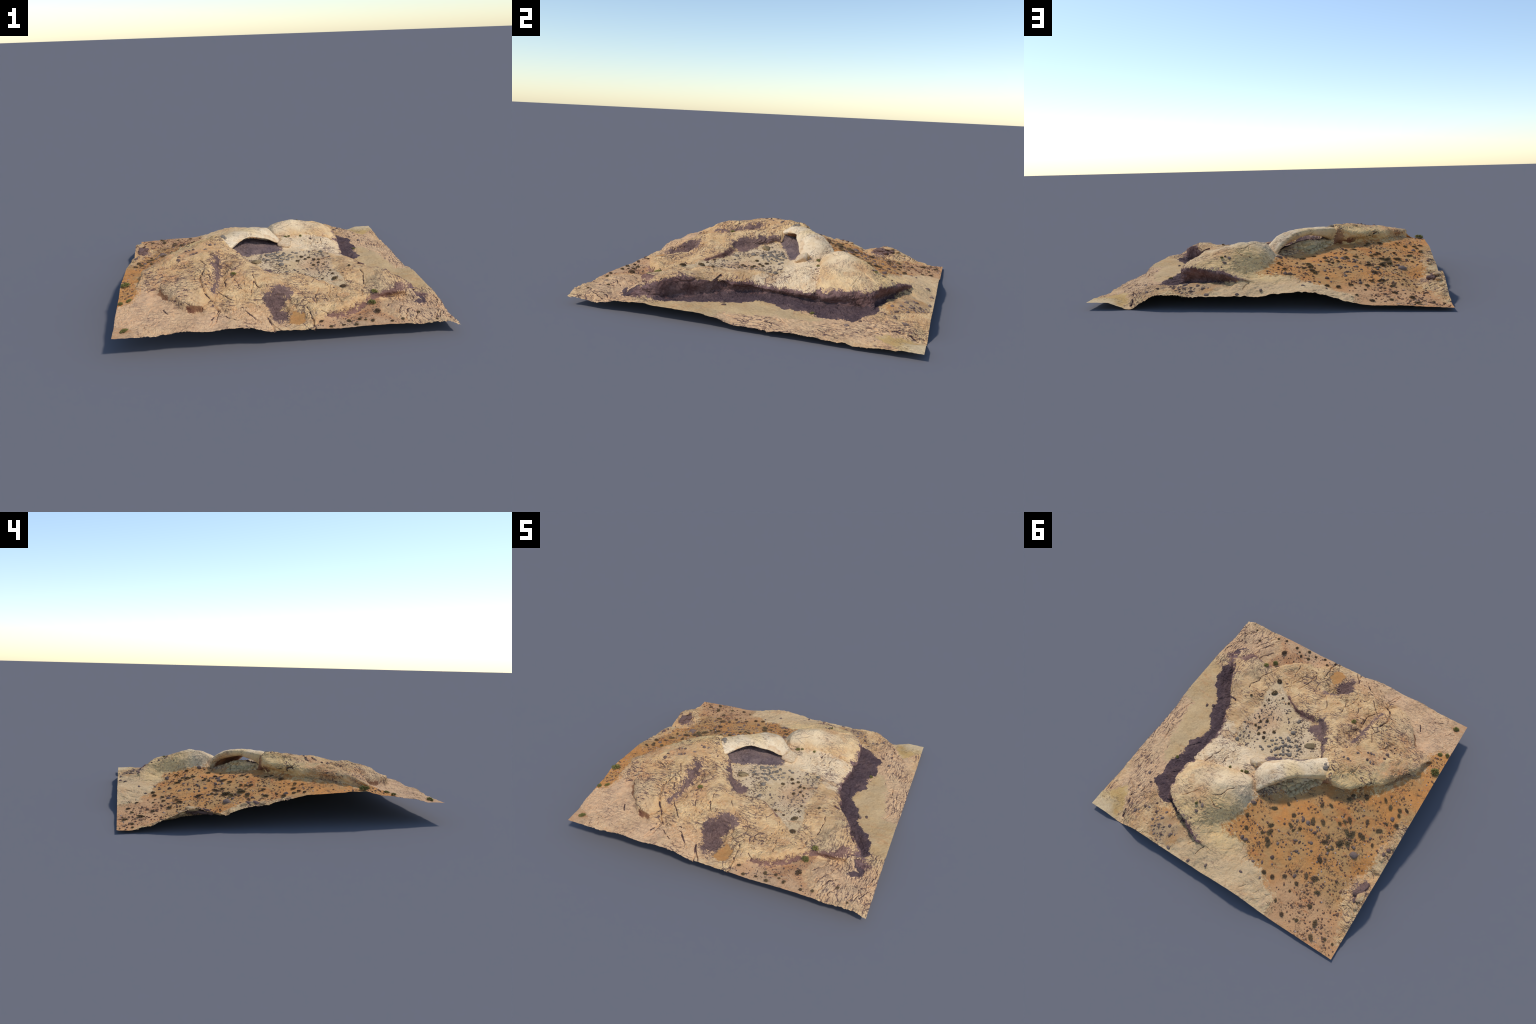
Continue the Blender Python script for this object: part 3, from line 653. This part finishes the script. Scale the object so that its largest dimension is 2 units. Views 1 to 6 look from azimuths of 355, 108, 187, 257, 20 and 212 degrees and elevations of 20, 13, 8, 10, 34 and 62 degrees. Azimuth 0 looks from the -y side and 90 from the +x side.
def material(key):
    if key in MATS:
        return MATS[key]
    if key == "sand_slope":
        m = sand_material("orange_sand", (.69, .295, .085), (.60, .335, .13), 1., .8, .75)
    elif key == "red_sand_pocket":
        m = sand_material("red_sand", (.60, .27, .085), (.56, .30, .11), .3, .3)
    elif key in ("south_sand", "corner_sand"):
        m = sand_material("south_sand", (.62, .32, .15), (.64, .40, .22), .4, .5, .4)
    elif key == "pebble_patch":
        m = sand_material("pebbly_sand", (.56, .30, .12), (.58, .38, .2), .9, .8, .4)
    elif key == "corner_soil":
        m = sand_material("yellow_soil", (.66, .42, .16), (.74, .54, .30), .6, .4, .2)
    elif key == "east_sand":
        m = sand_material("tan_sand", (.67, .46, .235), (.66, .42, .19), .2, .15, .25)
    elif key == "hollow_floor":
        m = sand_material("pale_floor", (.78, .57, .34), (.66, .46, .24), .9, .8, .4)
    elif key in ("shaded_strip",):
        m = shade_and_rust("plum_shadow", (.08, .051, .055), (.14, .088, .082))  # baked cast shadow along the cliff foot, painted plum
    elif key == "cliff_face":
        m = shade_and_rust("red_brown_shade", (.14, .07, .06), (.26, .155, .135))  # baked shade of the cliff painted into its red-brown
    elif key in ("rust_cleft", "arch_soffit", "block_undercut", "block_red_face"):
        m = shade_and_rust("rust_stain_and_shade", (.17, .065, .04), (.40, .20, .095))  # iron rust; on the two block patches, baked dark under the lip
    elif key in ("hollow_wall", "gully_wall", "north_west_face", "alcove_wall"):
        m = shade_and_rust("mauve_shade", (.135, .082, .075), (.24, .145, .115))  # baked shade on these east-facing and sunken surfaces, put into colour
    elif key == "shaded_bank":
        m = shade_and_rust("grey_plum_shade", (.13, .09, .09), (.22, .15, .13))  # shade beneath the arch, painted onto the bank
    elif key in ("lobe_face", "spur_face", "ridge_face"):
        m = shade_and_rust("rust_varnish", (.16, .078, .062), (.30, .165, .12))  # reddish faces with their baked shadow mixed into the colour
    elif key == "boulder_dome":
        m = rock_material("dome_sandstone", (.63, .425, .215), (.75, .56, .315), .5, 0, .6)
    elif key == "arch":
        m = rock_material("arch_sandstone", (.68, .53, .34), (.83, .72, .53), .6, .0, .3)
    elif key == "arch_face":
        m = rock_material("arch_face_sandstone", (.58, .37, .165), (.72, .52, .26), .5, 0, 0)
    elif key == "eastern_ledge":
        m = rock_material("ledge_sandstone", (.66, .49, .29), (.77, .62, .42), .8, 0, .4)
    elif key == "western_block":
        m = rock_material("block_sandstone", (.57, .355, .165), (.71, .51, .26), .95, 0, .9)
    elif key == "north_apron":
        m = rock_material("apron_sandstone", (.62, .43, .225), (.72, .54, .31), .3, 0, .4)
    elif key == "south_west_plain":
        m = rock_material("plain_sandstone", (.61, .385, .215), (.70, .49, .275), .45, 0, .7)
    else:
        m = rock_material("sandstone")
    MATS[key] = m
    return m


def shade_and_rust(name, a, b):
    """dark colour for baked shade painted on rock and ground, also rust"""
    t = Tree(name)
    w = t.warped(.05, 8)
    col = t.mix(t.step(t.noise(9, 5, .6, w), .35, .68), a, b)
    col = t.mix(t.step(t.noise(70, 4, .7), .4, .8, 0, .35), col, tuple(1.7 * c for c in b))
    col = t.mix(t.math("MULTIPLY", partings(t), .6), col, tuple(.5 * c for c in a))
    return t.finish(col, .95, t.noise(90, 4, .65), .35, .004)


# ------------------------------------------------------------------ objects
root = bpy.data.objects.new("sandstone_outcrop", None)
bpy.context.scene.collection.objects.link(root)
root["label"] = "square of desert with pale sandstone ridges, arch and orange sand"
root["category"] = "rock terrain"


def add_object(name, mesh, parent=root):
    ob = bpy.data.objects.new(name, mesh)
    bpy.context.scene.collection.objects.link(ob)
    ob.parent = parent
    return ob


def mesh_from(name, verts, faces, normals=None, smooth_faces=True):
    verts, faces = np.asarray(verts, np.float32), np.asarray(faces, np.int32)
    me = bpy.data.meshes.new(name)
    k = faces.shape[1]
    me.vertices.add(len(verts))
    me.vertices.foreach_set("co", verts.ravel())
    me.loops.add(faces.size)
    me.loops.foreach_set("vertex_index", faces.ravel())
    me.polygons.add(len(faces))
    me.polygons.foreach_set("loop_start", np.arange(0, faces.size, k, dtype=np.int32))
    if smooth_faces:
        me.polygons.foreach_set("use_smooth", np.ones(len(faces), bool))
    me.update(calc_edges=True)
    me.validate()
    if normals is not None:
        me.normals_split_custom_set_from_vertices(np.asarray(normals, np.float32))
    return me


Q, POS, NRM, DIST, CRACK, SCARP = build_sheet()
N = GRID + 1
idx = np.arange(N * N).reshape(N, N)
quads = np.stack([idx[:-1, :-1], idx[:-1, 1:], idx[1:, 1:], idx[1:, :-1]], -1).reshape(-1, 4)
label = np.full(len(quads), -1)
mid = POS[quads].mean(1)
grain = RNG.uniform(-1, 1, len(quads)) * .55 + fbm(mid[:, 0] * 70, mid[:, 1] * 70, mid[:, 2] * 70, 97, 2) * .75
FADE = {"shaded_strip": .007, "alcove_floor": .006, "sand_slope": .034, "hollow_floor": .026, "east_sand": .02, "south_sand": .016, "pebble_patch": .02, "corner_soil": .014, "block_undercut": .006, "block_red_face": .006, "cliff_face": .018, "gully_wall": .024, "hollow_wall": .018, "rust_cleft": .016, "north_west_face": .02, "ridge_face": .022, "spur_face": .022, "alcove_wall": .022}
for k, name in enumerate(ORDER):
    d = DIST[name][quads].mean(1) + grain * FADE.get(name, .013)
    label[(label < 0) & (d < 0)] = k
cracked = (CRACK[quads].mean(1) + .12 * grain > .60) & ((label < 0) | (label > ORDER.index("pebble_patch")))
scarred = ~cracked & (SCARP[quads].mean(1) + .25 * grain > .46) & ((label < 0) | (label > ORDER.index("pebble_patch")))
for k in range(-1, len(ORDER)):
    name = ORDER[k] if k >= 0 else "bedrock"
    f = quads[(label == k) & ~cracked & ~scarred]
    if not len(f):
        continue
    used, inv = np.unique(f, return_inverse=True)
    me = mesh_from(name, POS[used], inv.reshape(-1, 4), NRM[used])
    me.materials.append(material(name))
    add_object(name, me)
for name, chosen, tones in (("rock_crack", cracked, ((.07, .04, .042), (.14, .08, .07))), ("rock_parting", scarred, ((.125, .072, .06), (.25, .145, .10)))):  # shade in cracks and behind plate edges, painted as dark faces
    f = quads[chosen]
    used, inv = np.unique(f, return_inverse=True)
    me = mesh_from(name, POS[used], inv.reshape(-1, 4), NRM[used])
    me.materials.append(shade_and_rust(name + "_varnish", *tones))
    add_object(name, me)["kind"] = "stuff"


def ground(x, y):
    """height of the finished sheet near a spot"""
    i = int(round((y + 1) / 2 * GRID))
    j = int(round((x + 1) / 2 * GRID))
    i, j = min(max(i, 3), GRID - 3), min(max(j, 3), GRID - 3)
    block = POS[idx[i - 14 if i > 16 else 0:i + 15, j - 14 if j > 16 else 0:j + 15]].reshape(-1, 3)
    near = np.hypot(block[:, 0] - x, block[:, 1] - y)
    return block[near.argmin(), 2]


# ------------------------------------------------------------------ the arch
def catmull(p, n, closed=False):
    p = np.asarray(p, float)
    m = len(p)
    out = []
    for i in range(m if closed else m - 1):
        g = (lambda k: p[k % m]) if closed else (lambda k: p[min(max(k, 0), m - 1)])
        a, b, c, d = g(i - 1), g(i), g(i + 1), g(i + 2)
        t = np.linspace(0, 1, n, endpoint=False)[:, None]
        out.append(.5 * (2 * b + (c - a) * t + (2 * a - 5 * b + 4 * c - d) * t ** 2 + (3 * b - 3 * c + d - a) * t ** 3))
    out = np.concatenate(out)
    return out if closed else np.r_[out, p[-1:]]


# stations from the western block to the eastern foot: north brow, top, south brow, soffit
ARCH = [
    [(-.44, .0, .20), (-.44, .0, .28), (-.42, -.09, .29), (-.34, -.15, .24), (-.38, -.08, .20)],
    [(-.385, .025, .25), (-.385, .03, .318), (-.365, -.045, .340), (-.295, -.115, .285), (-.325, -.05, .25)],
    [(-.347, .035, .266), (-.350, .042, .336), (-.318, -.018, .3475), (-.25, -.08, .300), (-.28, -.02, .275)],
    [(-.292, .070, .290), (-.296, .073, .341), (-.258, .018, .350), (-.205, -.03, .315), (-.235, .025, .300)],
    [(-.228, .116, .306), (-.224, .118, .344), (-.193, .066, .352), (-.150, .025, .321), (-.185, .075, .314)],
    [(-.158, .164, .306), (-.155, .168, .341), (-.122, .111, .349), (-.080, .048, .308), (-.118, .108, .308)],
    [(-.096, .236, .286), (-.097, .240, .328), (-.052, .162, .336), (-.010, .085, .282), (-.05, .155, .284)],
    [(-.020, .300, .244), (-.026, .310, .284), (.012, .232, .313), (.055, .11, .245), (.012, .205, .248)],
    [(.010, .325, .205), (.010, .330, .238), (.046, .262, .268), (.105, .155, .215), (.05, .24, .200)],
    [(.05, .325, .14), (.055, .32, .17), (.09, .265, .205), (.155, .18, .16), (.1, .25, .14)],
]


def build_arch():
    rails = [catmull([s[k] for s in ARCH], 16) for k in range(5)]
    rings = []
    for a, up, b, c, d in zip(*rails):
        ring = catmull([a, up, b, b * .5 + c * .5 + np.array([.004, -.004, .008]), c, d], 9, True)
        rings.append(ring)
    rings = np.array(rings)
    m, n = rings.shape[:2]
    c = np.cross(np.gradient(rings, axis=0), np.roll(rings, -1, 1) - np.roll(rings, 1, 1))
    c /= np.maximum(np.linalg.norm(c, axis=2), 1e-9)[..., None]
    if ((rings - rings.mean(1, keepdims=True)) * c).sum() < 0:
        c = -c
    x, y, z = rings[..., 0], rings[..., 1], rings[..., 2]
    bump = .003 * fbm(x * 18, y * 18, z * 24, 81, 3) + .0018 * np.minimum(.4, ridged(x * 20, y * 20, z * 75, 83, 2)) + .0007 * fbm(x * 90, y * 90, z * 90, 84, 2)
    rings = rings + c * bump[..., None]
    ii = np.arange(m * n).reshape(m, n)
    f = np.stack([ii[:-1], np.roll(ii, -1, 1)[:-1], np.roll(ii, -1, 1)[1:], ii[1:]], -1).reshape(-1, 4)
    verts, nrm = rings.reshape(-1, 3), (np.cross(np.gradient(rings, axis=0), np.roll(rings, -1, 1) - np.roll(rings, 1, 1))).reshape(-1, 3)
    nrm /= np.maximum(np.linalg.norm(nrm, axis=1), 1e-9)[:, None]
    if (nrm * c.reshape(-1, 3)).sum() < 0:
        nrm = -nrm
    if (np.cross(verts[f[:, 1]] - verts[f[:, 0]], verts[f[:, 3]] - verts[f[:, 0]]) * nrm[f[:, 0]]).sum() < 0:
        f = f[:, ::-1]
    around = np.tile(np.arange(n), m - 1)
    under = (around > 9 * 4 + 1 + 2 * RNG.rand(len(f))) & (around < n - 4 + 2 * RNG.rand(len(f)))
    face = (around < 8 + 2 * RNG.rand(len(f))) & ~under
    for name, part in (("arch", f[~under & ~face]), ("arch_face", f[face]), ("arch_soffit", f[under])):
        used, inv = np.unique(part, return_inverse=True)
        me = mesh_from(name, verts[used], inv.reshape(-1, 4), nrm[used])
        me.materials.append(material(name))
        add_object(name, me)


build_arch()


# ------------------------------------------------------------------ boulders, slabs, shrubs
def blob_mesh(name, seed, squash=.75, rough=.28, levels=3, facet=.5):
    import bmesh
    bm = bmesh.new()
    bmesh.ops.create_icosphere(bm, subdivisions=levels, radius=1)
    p = np.array([v.co[:] for v in bm.verts])
    n1 = fbm(p[:, 0] * 1.1 + seed * 7, p[:, 1] * 1.1, p[:, 2] * 1.1, seed, 2)
    n2 = ridged(p[:, 0] * 1.7, p[:, 1] * 1.7 + seed * 3, p[:, 2] * 1.7, seed + 5, 2)
    r = 1 + rough * n1 + .12 * np.minimum(.3, n2)
    rs = np.random.RandomState(seed)
    for _ in range(9):                         # flat broken faces
        d = rs.normal(size=3)
        d /= np.linalg.norm(d)
        cut = rs.uniform(.62, .9)
        h = (p * r[:, None]) @ d
        r = np.where(h > cut, r * (1 - facet * (h - cut) / np.maximum(h, 1e-6)), r)
    p = p * r[:, None] * np.array([1, rs.uniform(.65, .95), squash])
    for v, c in zip(bm.verts, p):
        v.co = c
    me = bpy.data.meshes.new(name)
    bm.to_mesh(me)
    bm.free()
    me.polygons.foreach_set("use_smooth", np.ones(len(me.polygons), bool))
    return me


def shrub_mesh(name, seed):
    """a low mound of stems with many small leaf blades"""
    rs = np.random.RandomState(seed)
    verts, faces = [], []
    for k in range(150):
        a, e = rs.uniform(0, 2 * math.pi), math.acos(rs.uniform(.05, 1))
        d = np.array([math.cos(a) * math.sin(e), math.sin(a) * math.sin(e), math.cos(e) * .8])
        base = d * rs.uniform(.15, .6)
        tip = d * rs.uniform(.75, 1.05) + rs.normal(size=3) * .08
        side = np.cross(d, rs.normal(size=3))
        side /= np.linalg.norm(side)
        up = np.cross(side, d)
        w = rs.uniform(.08, .16)
        i = len(verts)
        mid = (base + tip) / 2
        verts += [base, mid + side * w, mid + up * w * .5, mid - side * w, mid - up * w * .5, tip]
        faces += [(i, i + 1, i + 2), (i, i + 2, i + 3), (i, i + 3, i + 4), (i, i + 4, i + 1), (i + 5, i + 2, i + 1), (i + 5, i + 3, i + 2), (i + 5, i + 4, i + 3), (i + 5, i + 1, i + 4)]
    return mesh_from(name, verts, faces, smooth_faces=False)


def scatter(name, meshes, mat, places, sink=.25, flat=(1., 1.), seed=1, stretch=.35):
    rs = np.random.RandomState(seed)
    for me in meshes:
        me.materials.clear()
        me.materials.append(mat)
    for k, (x, y, s, *up) in enumerate(places):
        ob = bpy.data.objects.new(name, meshes[rs.randint(len(meshes))])
        bpy.context.scene.collection.objects.link(ob)
        ob.parent = root
        h = s * rs.uniform(*flat)
        ob.scale = (s * (1 + stretch * rs.rand()), s, h)
        ob.rotation_euler = (rs.uniform(-.2, .2), rs.uniform(-.2, .2), rs.uniform(0, 6.28))
        ob.location = (x, y, (up[0] if up else ground(x, y)) + h * (.6 - sink * 2.2))


def sized(points, lo, hi, seed):
    rs = np.random.RandomState(seed)
    return [(x, y, rs.uniform(lo, hi)) for x, y in points]


dark_stone = stone_material("dark_stone", (.17, .10, .075), (.33, .23, .18))
grey_stone = stone_material("grey_stone", (.25, .20, .15), (.40, .325, .245))
cream_stone = stone_material("cream_stone", (.74, .56, .30), (.60, .43, .21), (.25, .15, .075))
dry_shrub = stone_material("dry_shrub", (.19, .115, .065), (.29, .20, .095), (.07, .042, .032))
green_shrub = stone_material("green_shrub", (.24, .22, .07), (.36, .31, .09), (.08, .06, .03))

boulders = [blob_mesh("boulder", 100 + k, .7) for k in range(6)]
greys = [blob_mesh("grey_boulder", 120 + k, .65, .3) for k in range(6)]
creams = [blob_mesh("cream_boulder", 140 + k, .85, .3) for k in range(6)]
shrubs = [shrub_mesh("shrub", 200 + k) for k in range(5)]
greens = [shrub_mesh("green_shrub", 220 + k) for k in range(3)]

SLOPE_BOULDERS = [(-.284, .717), (-.324, .654), (-.35, .694), (-.432, .602), (-.447, .532), (-.527, .48), (-.516, .641), (-.23, .747), (-.202, .855), (.023, .946), (.148, .977), (-.519, .677), (-.328, .813), (-.371, .339), (-.454, .365), (-.482, .366), (-.498, .434), (-.399, .479), (-.429, .473), (-.437, .538), (-.408, .335), (-.882, -.003), (-.821, .189), (-.757, .301), (-.079, .654), (-.108, .656)]
scatter("boulder", boulders, dark_stone, sized(SLOPE_BOULDERS, .008, .015, 1) + [(-.783, .346, .026), (-.019, .42, .019)], seed=2)
SLOPE_SHRUBS = [(-.33, .766), (-.394, .761), (-.462, .712), (-.583, .63), (-.603, .495), (-.641, .618), (-.774, .558), (-.633, .383), (-.544, .776), (-.555, .712), (-.496, .877), (-.703, .686), (-.707, .786), (-.681, .91), (-.794, .863), (-.818, .954), (-.958, .912), (-.578, .932), (-.901, .912), (-.428, .183), (-.483, .153), (-.298, .342), (-.317, .413), (-.349, .433), (-.492, .275), (-.431, .307), (-.382, .399), (-.572, .338), (-.571, .379), (-.659, .326), (-.704, .303), (-.657, .237), (-.697, .237), (-.76, .209), (-.745, .107), (-.863, .049), (-.927, .023), (-.843, .116), (-.895, -.079), (-.936, -.103), (-.907, -.045), (-.83, -.064), (-.776, -.087), (-.575, .014), (-.562, .047), (-.658, -.028), (-.58, -.04), (-.593, .221), (-.616, .193), (-.639, .165), (-.226, .293), (-.619, .413), (-.667, .34), (-.853, .221), (-.205, .482), (-.179, .557), (-.22, .526), (-.233, .577), (-.253, .597), (-.068, .586), (-.025, .511), (-.159, .37)]
scatter("shrub", shrubs, dry_shrub, sized(SLOPE_SHRUBS, .010, .021, 3), .15, (.45, .8), 4, .9)
scatter("green_shrub", greens, green_shrub, [(-.966, -.469, .034), (-.287, -.493, .022), (-.932, -.635, .018), (-.98, -.661, .018), (-.936, -.931, .022), (.582, -.643, .026), (.547, -.723, .026), (.149, .262, .016), (.18, .275, .013), (.27, .29, .012), (.705, .372, .015), (.299, .65, .012)], .15, (.6, .9), 5)
EAST_STONES = [(.273, .689), (.283, .628), (.255, .639), (.281, .745), (.491, .903), (.464, .894), (.475, .829), (.549, .814), (.587, .755), (.535, .871), (.48, .781), (.322, .975), (.646, .818), (.671, .863), (.613, .812), (.69, .879), (.801, .585), (.737, .644), (.749, -.143), (.79, -.12), (.43, .88), (.40, .85), (.36, .90), (.42, .93)]
scatter("boulder", boulders, dark_stone, sized(EAST_STONES, .007, .014, 6), seed=7)
HOLLOW_STONES = [(.076, -.32), (.058, -.21), (.052, -.143), (.151, -.071), (.115, -.06), (.19, -.041), (.144, -.016), (.102, .015), (.195, .017), (.048, -.137), (.073, -.095), (.065, -.152), (-.033, -.121), (.046, -.088), (.016, -.007), (-.026, -.042), (-.067, -.067), (.07, -.047), (.01, -.06), (.03, -.03), (-.05, -.09), (.09, -.03), (.13, -.04), (.125, -.09), (.0, -.1), (-.08, -.1), (.17, .03), (.06, .02)]
scatter("grey_boulder", greys, grey_stone, sized(HOLLOW_STONES, .008, .016, 8) + [(.057, -.206, .02), (-.02, -.03, .018), (.377, .053, .014)], seed=9)
def heap(cx, cy, radius, count, lo, hi, seed):
    rs = np.random.RandomState(seed)
    a, r = rs.uniform(0, 6.28, count), radius * rs.rand(count) ** .6
    return [(cx + p * math.cos(q), cy + .7 * p * math.sin(q), lo + (hi - lo) * rs.rand() ** 2) for p, q in zip(r, a)]


scatter("grey_boulder", greys, grey_stone, heap(.05, -.07, .13, 46, .004, .013, 51), seed=52)
scatter("boulder", boulders, dark_stone, heap(-.45, .45, .22, 50, .004, .010, 53), seed=54)
outcrops = [blob_mesh("outcrop_rock", 160 + k, .8, .4, 4, .95) for k in range(4)]
scatter("outcrop_rock", outcrops, material("north_west_face"), [(-.955, .515, .030), (-.93, .56, .024), (-.96, .47, .022), (-.945, .60, .02), (-.965, .20, .018), (-.95, .24, .014)], .3, (.7, .9), 55)
scatter("outcrop_rock", [m.copy() for m in outcrops[:2]], material("bedrock"), [(-.97, .575, .03), (-.965, .635, .026), (-.975, .69, .02), (-.955, .27, .018), (-.975, .16, .016)], .3, (.6, .9), 56)
scatter("mound", [blob_mesh("mound", 171, .8, .5, 4, .95)], stone_material("olive_stone", (.36, .26, .13), (.36, .26, .13), (.16, .10, .07)), [(-.117, -.175, .036)], .25, (.8, .81), 10)
HOLLOW_SHRUBS = [(.375, -.366), (.374, -.307), (.5, -.314), (.299, -.116), (.319, -.169), (.229, -.42), (.294, -.44), (.33, -.12), (.27, -.07), (.28, -.2), (.24, -.1), (.35, -.2), (.22, -.06), (.18, -.14)]
scatter("shrub", shrubs, dry_shrub, sized(HOLLOW_SHRUBS, .009, .015, 11) + [(.374, -.446, .024), (.404, -.563, .024)], .15, (.6, .9), 12)
SOUTH_SHRUBS = [(.487, -.954), (.449, -.932), (.421, -.908), (.356, -.917), (.384, -.978), (.313, -.965), (.237, -.98), (.189, -.932), (.597, -.97), (.665, -.953), (.876, -.946), (.793, -.86)]
scatter("shrub", shrubs, dry_shrub, sized(SOUTH_SHRUBS, .009, .014, 13) + [(.545, -.85, .022)], .15, (.6, .9), 14)
BLOCK_STONES = [(-.419, -.158), (-.443, -.151), (-.388, -.154), (-.534, -.287), (-.551, -.292), (-.511, -.278), (-.534, -.225), (-.561, -.224), (-.582, -.223), (-.629, -.308), (-.63, -.347), (-.454, -.237)]
scatter("boulder", boulders, dark_stone, sized(BLOCK_STONES, .008, .013, 15), seed=16)
scatter("grey_boulder", greys, grey_stone, [(-.325, -.012, .020, .348), (-.338, .012, .014, .335), (-.312, -.035, .013, .345), (-.345, -.03, .012, .352)], seed=17)
RUBBLE = [(-.136, .219), (-.161, .215), (-.171, .177), (-.205, .165), (-.214, .147), (-.243, .16), (-.211, .206), (-.232, .186), (-.243, .138), (-.247, .113), (-.266, .11), (-.207, .232), (-.279, .088), (-.299, .065), (-.12, .2), (-.18, .23), (-.15, .19), (-.19, .19), (-.23, .21), (-.26, .14), (-.28, .12), (-.10, .23), (-.31, .08)]
scatter("cream_boulder", creams, cream_stone, sized(RUBBLE, .011, .022, 18), .3, seed=19)
scatter("leaning_slab", [blob_mesh("leaning_slab", 181, .8, .45, 4, .95)], material("arch"), [(.125, .16, .05)], .2, (.95, .96), 20)


# ------------------------------------------------------------------ small litter, joined: pebbles and dry tufts
def litter(name, mat, region, count, lo, hi, seed, density_seed, squash=.6):
    rs = np.random.RandomState(seed)
    t = (1 + 5 ** .5) / 2
    ico = np.array([(-1, t, 0), (1, t, 0), (-1, -t, 0), (1, -t, 0), (0, -1, t), (0, 1, t), (0, -1, -t), (0, 1, -t), (t, 0, -1), (t, 0, 1), (-t, 0, -1), (-t, 0, 1)]) / 1.9
    tri = np.array([(0, 11, 5), (0, 5, 1), (0, 1, 7), (0, 7, 10), (0, 10, 11), (1, 5, 9), (5, 11, 4), (11, 10, 2), (10, 7, 6), (7, 1, 8), (3, 9, 4), (3, 4, 2), (3, 2, 6), (3, 6, 8), (3, 8, 9), (4, 9, 5), (2, 4, 11), (6, 2, 10), (8, 6, 7), (9, 8, 1)])
    poly = np.array(region)
    verts, faces, made = [], [], 0
    while made < count:
        p = rs.uniform(poly.min(0), poly.max(0), (400, 2))
        p = p[(outline_distance(p, poly) < -.01) & (np.abs(p).max(1) < .985)]
        dens = fbm(p[:, 0] * 6, p[:, 1] * 6, 0 * p[:, 0], density_seed, 3)
        for x, y in p[dens > rs.uniform(-.5, .6, len(p))]:
            s = lo + (hi - lo) * rs.rand() ** 3
            a = rs.uniform(0, 6.28)
            v = ico * (1 + .25 * rs.normal(size=(12, 1)).clip(-1, 1)) * np.array([1.2, .85, squash]) * s
            v = np.c_[v[:, 0] * math.cos(a) - v[:, 1] * math.sin(a), v[:, 0] * math.sin(a) + v[:, 1] * math.cos(a), v[:, 2]]
            faces.append(tri + 12 * made)
            verts.append(v + np.array([x, y, ground(x, y) + s * .15]))
            made += 1
            if made == count:
                break
    me = mesh_from(name, np.concatenate(verts), np.concatenate(faces), smooth_faces=False)
    me.materials.append(mat)
    ob = add_object(name, me)
    ob["kind"] = "stuff"


litter("slope_pebbles", stone_material("slope_pebble", (.26, .14, .085), (.26, .14, .085), (.09, .05, .04)), REGIONS["sand_slope"], 1400, .0018, .009, 31, 91)
litter("pale_pebbles", stone_material("pale_pebble", (.55, .43, .36), (.55, .43, .36), (.3, .2, .17)), REGIONS["sand_slope"], 220, .002, .006, 32, 92)
litter("hollow_pebbles", stone_material("hollow_pebble", (.25, .18, .14), (.25, .18, .14)), REGIONS["hollow_floor"], 700, .0018, .008, 33, 93)
litter("south_pebbles", dark_stone, REGIONS["south_sand"], 220, .002, .006, 34, 94)
litter("patch_pebbles", dark_stone, REGIONS["pebble_patch"], 150, .002, .007, 35, 95)
